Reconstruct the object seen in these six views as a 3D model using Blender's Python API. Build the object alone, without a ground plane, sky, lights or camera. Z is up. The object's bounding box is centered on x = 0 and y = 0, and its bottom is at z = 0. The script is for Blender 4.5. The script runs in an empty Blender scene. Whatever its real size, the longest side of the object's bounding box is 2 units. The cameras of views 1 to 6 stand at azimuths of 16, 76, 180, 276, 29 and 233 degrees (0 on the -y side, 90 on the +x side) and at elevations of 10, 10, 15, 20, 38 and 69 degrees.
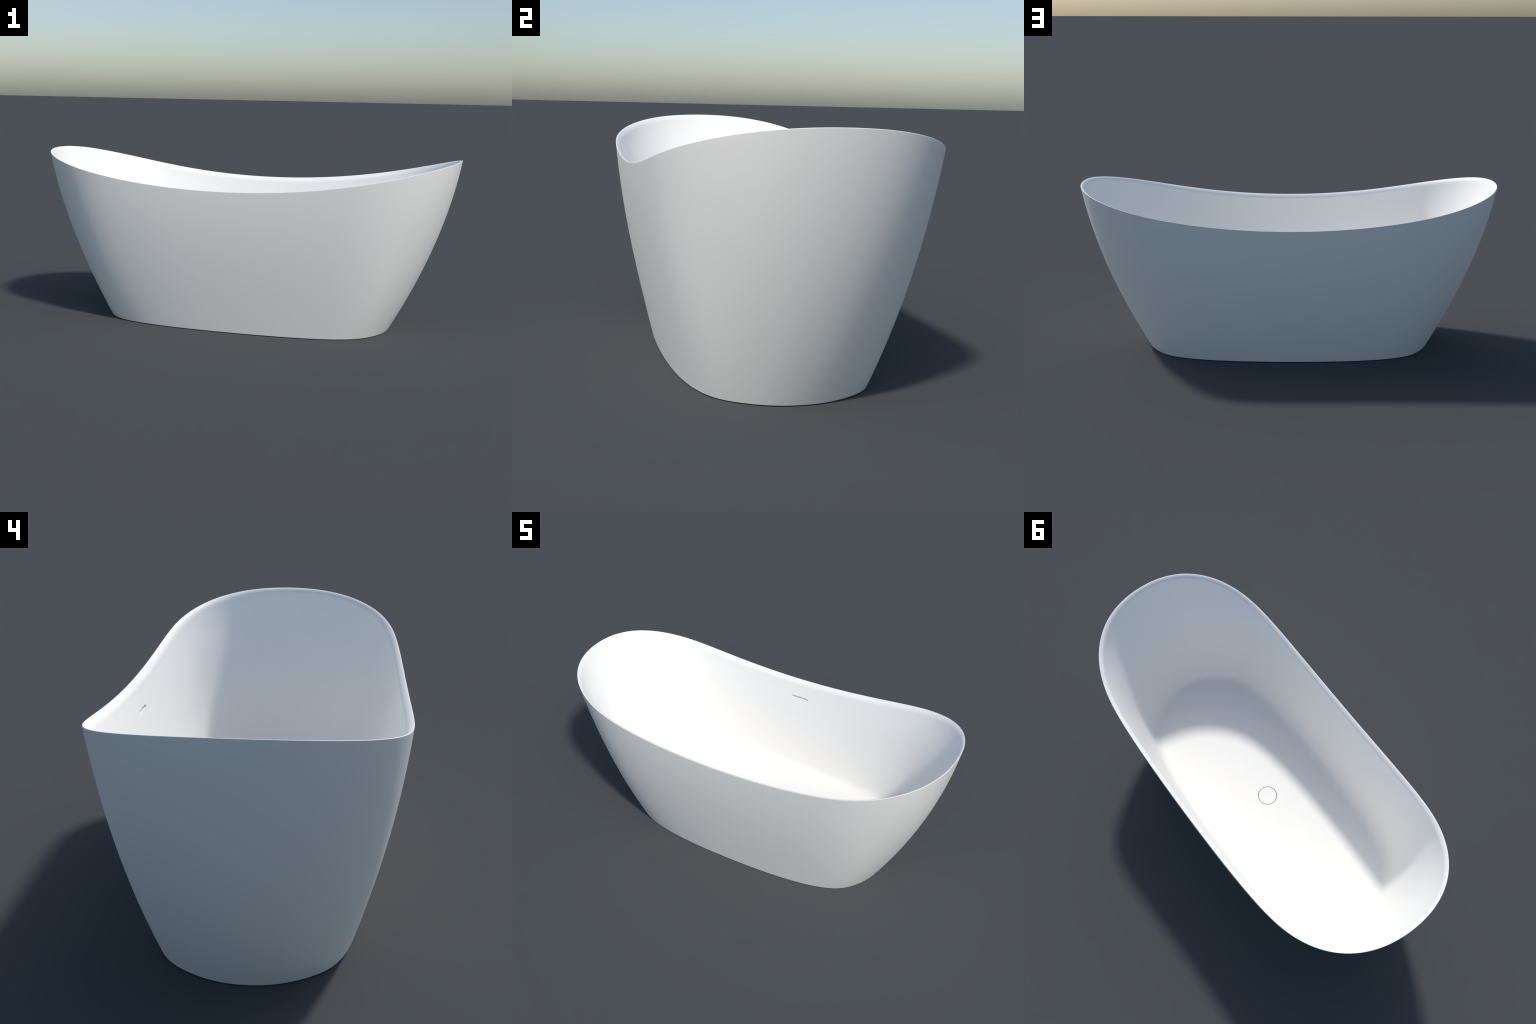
"""Freestanding slipper bathtub: saddle-shaped rim, flaring oval body, flat floor
with a round push-drain and a narrow overflow slot."""
import bpy
import math
import numpy as np

# ----------------------------------------------------------------- form rules
REF = 0.75                                   # height at which the profile terms are normed
LENGTH = (0.6983, 0.4269, -0.1265, -0.0090)  # half length of the section against height
WIDTH = (0.3269, 0.1769, -0.0136, -0.0455)   # half width of the section against height
# control points of a quarter section (a quartic Bezier in the unit square), base and growth upwards
END_TANGENT = (0.6074, 0.1872, 0.1888)
SHOULDER_X = (0.7774, -0.2145, 0.0026)
SHOULDER_Y = (0.5269, 0.4370, -0.0215)
SIDE_TANGENT = (1.0705, -0.0146, -0.3458)
SADDLE = (0.6606, 0.1393, 0.0124, -0.0053)   # rim height against x squared

WALL = 0.022        # horizontal wall thickness
EDGE = 0.0018       # small round on the outside of the rim
ROLL_WIDE = (0.0150, 0.0205)  # inward width of the rolled rim: ends, sides
ROLL_DROP = (0.0205, 0.0240)  # its drop
ROLL_TILT = (20.0, 84.0)      # its slope in degrees, at the lip and where it meets the wall
FLOOR = 0.158       # height of the tub floor
BULGE = (0.013, 0.004)    # extra wall thickness at mid height: at the ends, along the sides
TOE = (0.007, 0.002)      # extra wall thickness at the foot of the wall: ends, sides
FILLET = (0.043, 0.070)   # round between wall and floor: ends, sides
DRAIN = 0.0480      # drain hole radius
GAP = 0.0028        # shadow gap round the drain cover

N_ROUND = 768       # points round the tub


def poly(c, u):
    return sum(k * u ** i for i, k in enumerate(c))


def section(t, z):
    """Horizontal section of the outside at height z; t runs 0..4, one unit per quarter."""
    u = z / REF
    quarter = np.floor(t)
    t = t - quarter
    t = np.where(quarter % 2 == 1, 1 - t, t)
    w = 1 - t
    x = w ** 4 + 4 * w ** 3 * t + 6 * w ** 2 * t ** 2 * poly(SHOULDER_X, u) + 4 * w * t ** 3 * poly(SIDE_TANGENT, u)
    y = 4 * w ** 3 * t * poly(END_TANGENT, u) + 6 * w ** 2 * t ** 2 * poly(SHOULDER_Y, u) + 4 * w * t ** 3 + t ** 4
    x = np.where((quarter == 1) | (quarter == 2), -x, x)
    y = np.where(quarter >= 2, -y, y)
    return x * poly(LENGTH, u), y * poly(WIDTH, u)


def even_steps(n):
    """Parameters that space the points evenly along the section."""
    t = np.linspace(0, 1, 20001)
    x, y = section(t[:-1], np.full(20000, 0.55))
    x, y = np.append(x, 0.0), np.append(y, poly(WIDTH, 0.55 / REF))
    arc = np.concatenate([[0], np.cumsum(np.hypot(np.diff(x), np.diff(y)))])
    q = np.interp(np.linspace(0, arc[-1], n // 4 + 1), arc, t)[:-1]
    back = 2 - np.append(q[1:], 1.0)[::-1]
    return np.concatenate([q, back, 2 + q, 2 + back])


TH = even_steps(N_ROUND)


def saddle(x):
    return poly(SADDLE, x * x)


def rim_height(th):
    z = np.full_like(th, 0.7)
    for _ in range(60):
        z = 0.5 * z + 0.5 * saddle(section(th, z)[0])
    return z


RIM = rim_height(TH)


def smooth(t):
    t = min(1.0, max(0.0, t))
    return t * t * (3 - 2 * t)


def inset(z, o):
    """Ring of the section at heights z, moved inward by o."""
    x, y = section(TH, z)
    tx = np.roll(x, -1) - np.roll(x, 1)
    ty = np.roll(y, -1) - np.roll(y, 1)
    l = np.hypot(tx, ty)
    return np.stack([x - o * ty / l, y + o * tx / l, z + 0 * x], -1)


# ----------------------------------------------------------------- rings, bottom outside -> drain
def build_rings():
    rings, region = [], []

    def add(kind, ring):
        rings.append(ring)
        region.append(kind)

    # outside wall
    for s in np.linspace(0, 1, 61):
        add("shell", inset(s * (RIM - EDGE), 0.0))
    # small outer round of the rim, carried over the top to the first slope of the roll
    near_end = np.cos(TH * math.pi / 2) ** 2
    wide, drop, bulge, toe, fillet = (side + (end - side) * near_end
                                      for end, side in (ROLL_WIDE, ROLL_DROP, BULGE, TOE, FILLET))
    tilt = np.radians(np.linspace(*ROLL_TILT, 25))
    for a in np.linspace(0, math.pi / 2 + tilt[0], 9)[1:]:
        add("rim", inset(RIM - EDGE * (1 - math.sin(a)), EDGE * (1 - math.cos(a))))
    # rolled inner side of the rim: the slope steepens evenly towards the wall
    start_o, start_d = EDGE * (1 + math.sin(tilt[0])), EDGE * (1 - math.cos(tilt[0]))
    mid = (tilt[1:] + tilt[:-1]) / 2
    run, fall = np.cumsum(np.cos(mid)), np.cumsum(np.sin(mid))
    for o, d in zip(run / run[-1], fall / fall[-1]):
        add("rim", inset(RIM - start_d - (drop - start_d) * d, start_o + (wide - start_o) * o))
    top = RIM - drop
    # inner wall down to the fillet
    low = FLOOR + fillet * 0.62
    for s in np.linspace(0, 1, 61)[1:]:
        add("basin", inset(top + s * (low - top),
                           wide + (WALL - wide) * smooth(s * 3) + bulge * math.sin(math.pi * s) + toe * s))
    # fillet: quadratic blend from wall slope to floor, per point
    p0 = rings[-1]
    d = p0 - rings[-2]
    d = d / -d[:, 2:3]
    p1 = p0 + d * (p0[:, 2:3] - FLOOR)
    x, y = p1[:, 0], p1[:, 1]
    tx, ty = np.roll(x, -1) - np.roll(x, 1), np.roll(y, -1) - np.roll(y, 1)
    l = np.hypot(tx, ty)
    nrm = np.stack([-ty / l, tx / l, 0 * x], -1)
    reach = np.linalg.norm(p1 - p0, axis=1, keepdims=True)
    p2 = p1 + nrm * reach
    for t in np.linspace(0, 1, 17)[1:]:
        add("basin", (1 - t) ** 2 * p0 + 2 * t * (1 - t) * p1 + t * t * p2)
    # floor: from the floor outline to the round drain hole
    ang = np.arctan2(p2[:, 1], p2[:, 0])
    hole = np.stack([DRAIN * np.cos(ang), DRAIN * np.sin(ang), np.full_like(ang, FLOOR)], -1)
    for t in np.linspace(0, 1, 41)[1:]:
        add("floor", p2 + (hole - p2) * t)
    return np.array(rings), region


RINGS, REGION = build_rings()


def mesh_normals(verts, faces):
    n = np.zeros_like(verts)
    f = np.array(faces)
    a = np.cross(verts[f[:, 2]] - verts[f[:, 0]], verts[f[:, 3]] - verts[f[:, 1]])
    for k in range(4):
        np.add.at(n, f[:, k], a)
    return n / np.maximum(np.linalg.norm(n, axis=1, keepdims=True), 1e-12)


# ----------------------------------------------------------------- materials
def enamel(name, colour, rough, grain=0.0):
    m = bpy.data.materials.new(name)
    m.use_nodes = True
    nt = m.node_tree
    b = nt.nodes["Principled BSDF"]
    tc = nt.nodes.new("ShaderNodeTexCoord")
    no = nt.nodes.new("ShaderNodeTexNoise")
    no.inputs["Scale"].default_value = 3.0
    no.inputs["Detail"].default_value = 2.0
    ramp = nt.nodes.new("ShaderNodeValToRGB")
    lo = tuple(c * 0.995 for c in colour)
    ramp.color_ramp.elements[0].color = (*lo, 1)
    ramp.color_ramp.elements[1].color = (*colour, 1)
    nt.links.new(tc.outputs["Object"], no.inputs["Vector"])
    nt.links.new(no.outputs["Fac"], ramp.inputs["Fac"])
    nt.links.new(ramp.outputs["Color"], b.inputs["Base Color"])
    b.inputs["Roughness"].default_value = rough
    b.inputs["IOR"].default_value = 1.5
    return m


WHITE = enamel("white_acrylic", (0.912, 0.903, 0.860), 0.5)


# ----------------------------------------------------------------- assembling
root = bpy.data.objects.new("bathtub", None)
bpy.context.scene.collection.objects.link(root)
root["label"] = "freestanding white oval bathtub with raised curved ends"
root["category"] = "bathtub"


def make(name, verts, faces, mat, normals=None, parent=root):
    used = np.unique(np.concatenate([np.asarray(f) for f in faces]))
    remap = {int(u): i for i, u in enumerate(used)}
    me = bpy.data.meshes.new(name)
    me.from_pydata([tuple(map(float, verts[u])) for u in used], [], [[remap[int(i)] for i in f] for f in faces])
    me.materials.append(mat)
    me.polygons.foreach_set("use_smooth", [True] * len(me.polygons))
    me.update()
    if normals is not None:
        me.normals_split_custom_set_from_vertices([tuple(map(float, normals[u])) for u in used])
    ob = bpy.data.objects.new(name, me)
    ob.parent = parent
    bpy.context.scene.collection.objects.link(ob)
    return ob


NR = len(RINGS)
V = RINGS.reshape(-1, 3)


def vid(r, k):
    return r * N_ROUND + k % N_ROUND


# ---- overflow slot: a stadium-shaped opening in the inner wall
SLOT_X, SLOT_Z, SLOT_LONG, SLOT_TALL, SLOT_DEEP = 0.001, 0.5635, 0.095, 0.013, 0.012

basin_rows = [i for i, k in enumerate(REGION) if k == "basin"]
k_mid = N_ROUND // 4                                   # +y side
col_z = RINGS[basin_rows, k_mid, 2]
r_mid = basin_rows[int(np.abs(col_z - SLOT_Z).argmin())]
half_cols = int(round(0.075 / np.linalg.norm(V[vid(r_mid, k_mid + 1)] - V[vid(r_mid, k_mid)])))
half_rows = 3
r0, r1, c0, c1 = r_mid - half_rows, r_mid + half_rows, k_mid - half_cols, k_mid + half_cols


def surface(r, k):
    """Bilinear point on the ring grid."""
    i, j = int(math.floor(r)), int(math.floor(k))
    a, b = r - i, k - j
    return ((1 - a) * ((1 - b) * V[vid(i, j)] + b * V[vid(i, j + 1)])
            + a * ((1 - b) * V[vid(i + 1, j)] + b * V[vid(i + 1, j + 1)]))


faces = {}
for r in range(NR - 1):
    kind = REGION[r + 1]
    for k in range(N_ROUND):
        f = (vid(r, k), vid(r, k + 1), vid(r + 1, k + 1), vid(r + 1, k))
        inside = r0 <= r < r1 and c0 <= k < c1
        faces.setdefault("slot_patch" if inside else kind, []).append(f)

allf = [f for fs in faces.values() for f in fs]
NORMAL = mesh_normals(V, allf)
# the floor edge at the hole faces straight up
NORMAL[-N_ROUND:] = (0, 0, 1)

# border of the removed rectangle, walked round, and the slot outline facing it
border = ([(r0, k) for k in range(c0, c1)] + [(r, c1) for r in range(r0, r1)]
          + [(r1, k) for k in range(c1, c0, -1)] + [(r, c0) for r in range(r1, r0, -1)])


def surface_at(x, z):
    """Wall point with given x and z, by walking the ring grid."""
    r, k = float(r_mid), float(k_mid)
    for _ in range(30):
        p = surface(r, k)
        dk = surface(r, k + 0.5) - surface(r, k - 0.5)
        dr = surface(r + 0.5, k) - surface(r - 0.5, k)
        m = np.array([[dr[0], dk[0]], [dr[2], dk[2]]])
        step = np.linalg.solve(m, [x - p[0], z - p[2]])
        r, k = r + step[0], k + step[1]
    return r, k


outline = []
for r, k in border:
    # the point of the rounded slot outline that faces this border point
    sx, sz = (k_mid - k) / half_cols, (r_mid - r) / half_rows
    l = (abs(sx) ** 7 + abs(sz) ** 7) ** (1 / 7)
    outline.append((SLOT_X + SLOT_LONG / 2 * sx / l, SLOT_Z + SLOT_TALL / 2 * sz / l))

v_all, n_all = [tuple(p) for p in V], [tuple(p) for p in NORMAL]
patch_rings = [[vid(*b) for b in border]]
steps = 6
slot_rk = [surface_at(x, z) for x, z in outline]
for s in range(1, steps + 1):
    row = []
    t = s / steps
    for (br, bk), (sr, sk) in zip(border, slot_rk):
        r, k = br + (sr - br) * t, bk + (sk - bk) * t
        i, j = int(math.floor(r)), int(math.floor(k))
        a, b = r - i, k - j
        n = ((1 - a) * ((1 - b) * NORMAL[vid(i, j)] + b * NORMAL[vid(i, j + 1)])
             + a * ((1 - b) * NORMAL[vid(i + 1, j)] + b * NORMAL[vid(i + 1, j + 1)]))
        v_all.append(tuple(surface(r, k)))
        n_all.append(tuple(n / np.linalg.norm(n)))
        row.append(len(v_all) - 1)
    patch_rings.append(row)
nb = len(border)
patch = []
for a, b in zip(patch_rings, patch_rings[1:]):
    for k in range(nb):
        patch.append((a[k], a[(k + 1) % nb], b[(k + 1) % nb], b[k]))

v_all, n_all = np.array(v_all), np.array(n_all)
# make the winding of the patch agree with the surface normal
q = patch[0]
if np.dot(np.cross(v_all[q[2]] - v_all[q[0]], v_all[q[3]] - v_all[q[1]]), n_all[q[0]]) < 0:
    patch = [f[::-1] for f in patch]

# split by region; borders coincide and carry the whole body's normals
shell_n = n_all.copy()
make("outer_shell", v_all, faces["shell"], WHITE, shell_n)
make("rim", v_all, faces["rim"], WHITE, n_all)
basin = make("basin", v_all, faces["basin"] + patch, WHITE, n_all)
make("floor", v_all, faces["floor"], WHITE, n_all)

# underside: flat, closing the shell at the ground
base = RINGS[0]
bv = np.vstack([base, [[0, 0, 0]]])
make("underside", bv, [(N_ROUND, (k + 1) % N_ROUND, k) for k in range(N_ROUND)], WHITE)

# overflow recess lining: side wall and back
edge = v_all[patch_rings[-1]]
inward = np.array([0, 1, 0.0])
rows = [edge, edge + inward * SLOT_DEEP * 0.5, edge + inward * SLOT_DEEP]
lv = np.vstack(rows + [np.mean(rows[-1], 0, keepdims=True)])
lf = []
for s in range(2):
    for k in range(nb):
        lf.append((s * nb + k, s * nb + (k + 1) % nb, (s + 1) * nb + (k + 1) % nb, (s + 1) * nb + k))
for k in range(nb):
    lf.append((2 * nb + k, 2 * nb + (k + 1) % nb, 3 * nb))
slot = make("overflow_slot", lv, lf, WHITE, parent=basin)
for p in slot.data.polygons:
    p.use_smooth = False


# ---- drain: a lined hole and a round cover with an eased edge
def lathe(name, profile, parent, n=96, cap_start=False, cap_end=False):
    v, f = [], []
    for r, z in profile:
        for k in range(n):
            a = 2 * math.pi * k / n
            v.append((r * math.cos(a), r * math.sin(a), z))
    for i in range(len(profile) - 1):
        for k in range(n):
            f.append((i * n + k, i * n + (k + 1) % n, (i + 1) * n + (k + 1) % n, (i + 1) * n + k))
    if cap_start:
        f.append(tuple(range(n))[::-1])
    if cap_end:
        f.append(tuple((len(profile) - 1) * n + k for k in range(n)))
    ob = make(name, np.array(v), f, WHITE, parent=parent)
    ob.data.set_sharp_from_angle(angle=math.radians(20))
    return ob


floor_ob = bpy.data.objects["floor"]
well = lathe("drain_hole", [(0.002, FLOOR - 0.035), (DRAIN - 0.0005, FLOOR - 0.035), (DRAIN, FLOOR - 0.0002)], floor_ob)
rc = DRAIN - GAP
cover = lathe("drain_cover", [(rc - 0.004, FLOOR - 0.012), (rc, FLOOR - 0.010), (rc, FLOOR - 0.0008),
                              (rc - 0.0003, FLOOR - 0.0002), (rc - 0.0010, FLOOR + 0.0002)], root, cap_start=True, cap_end=True)
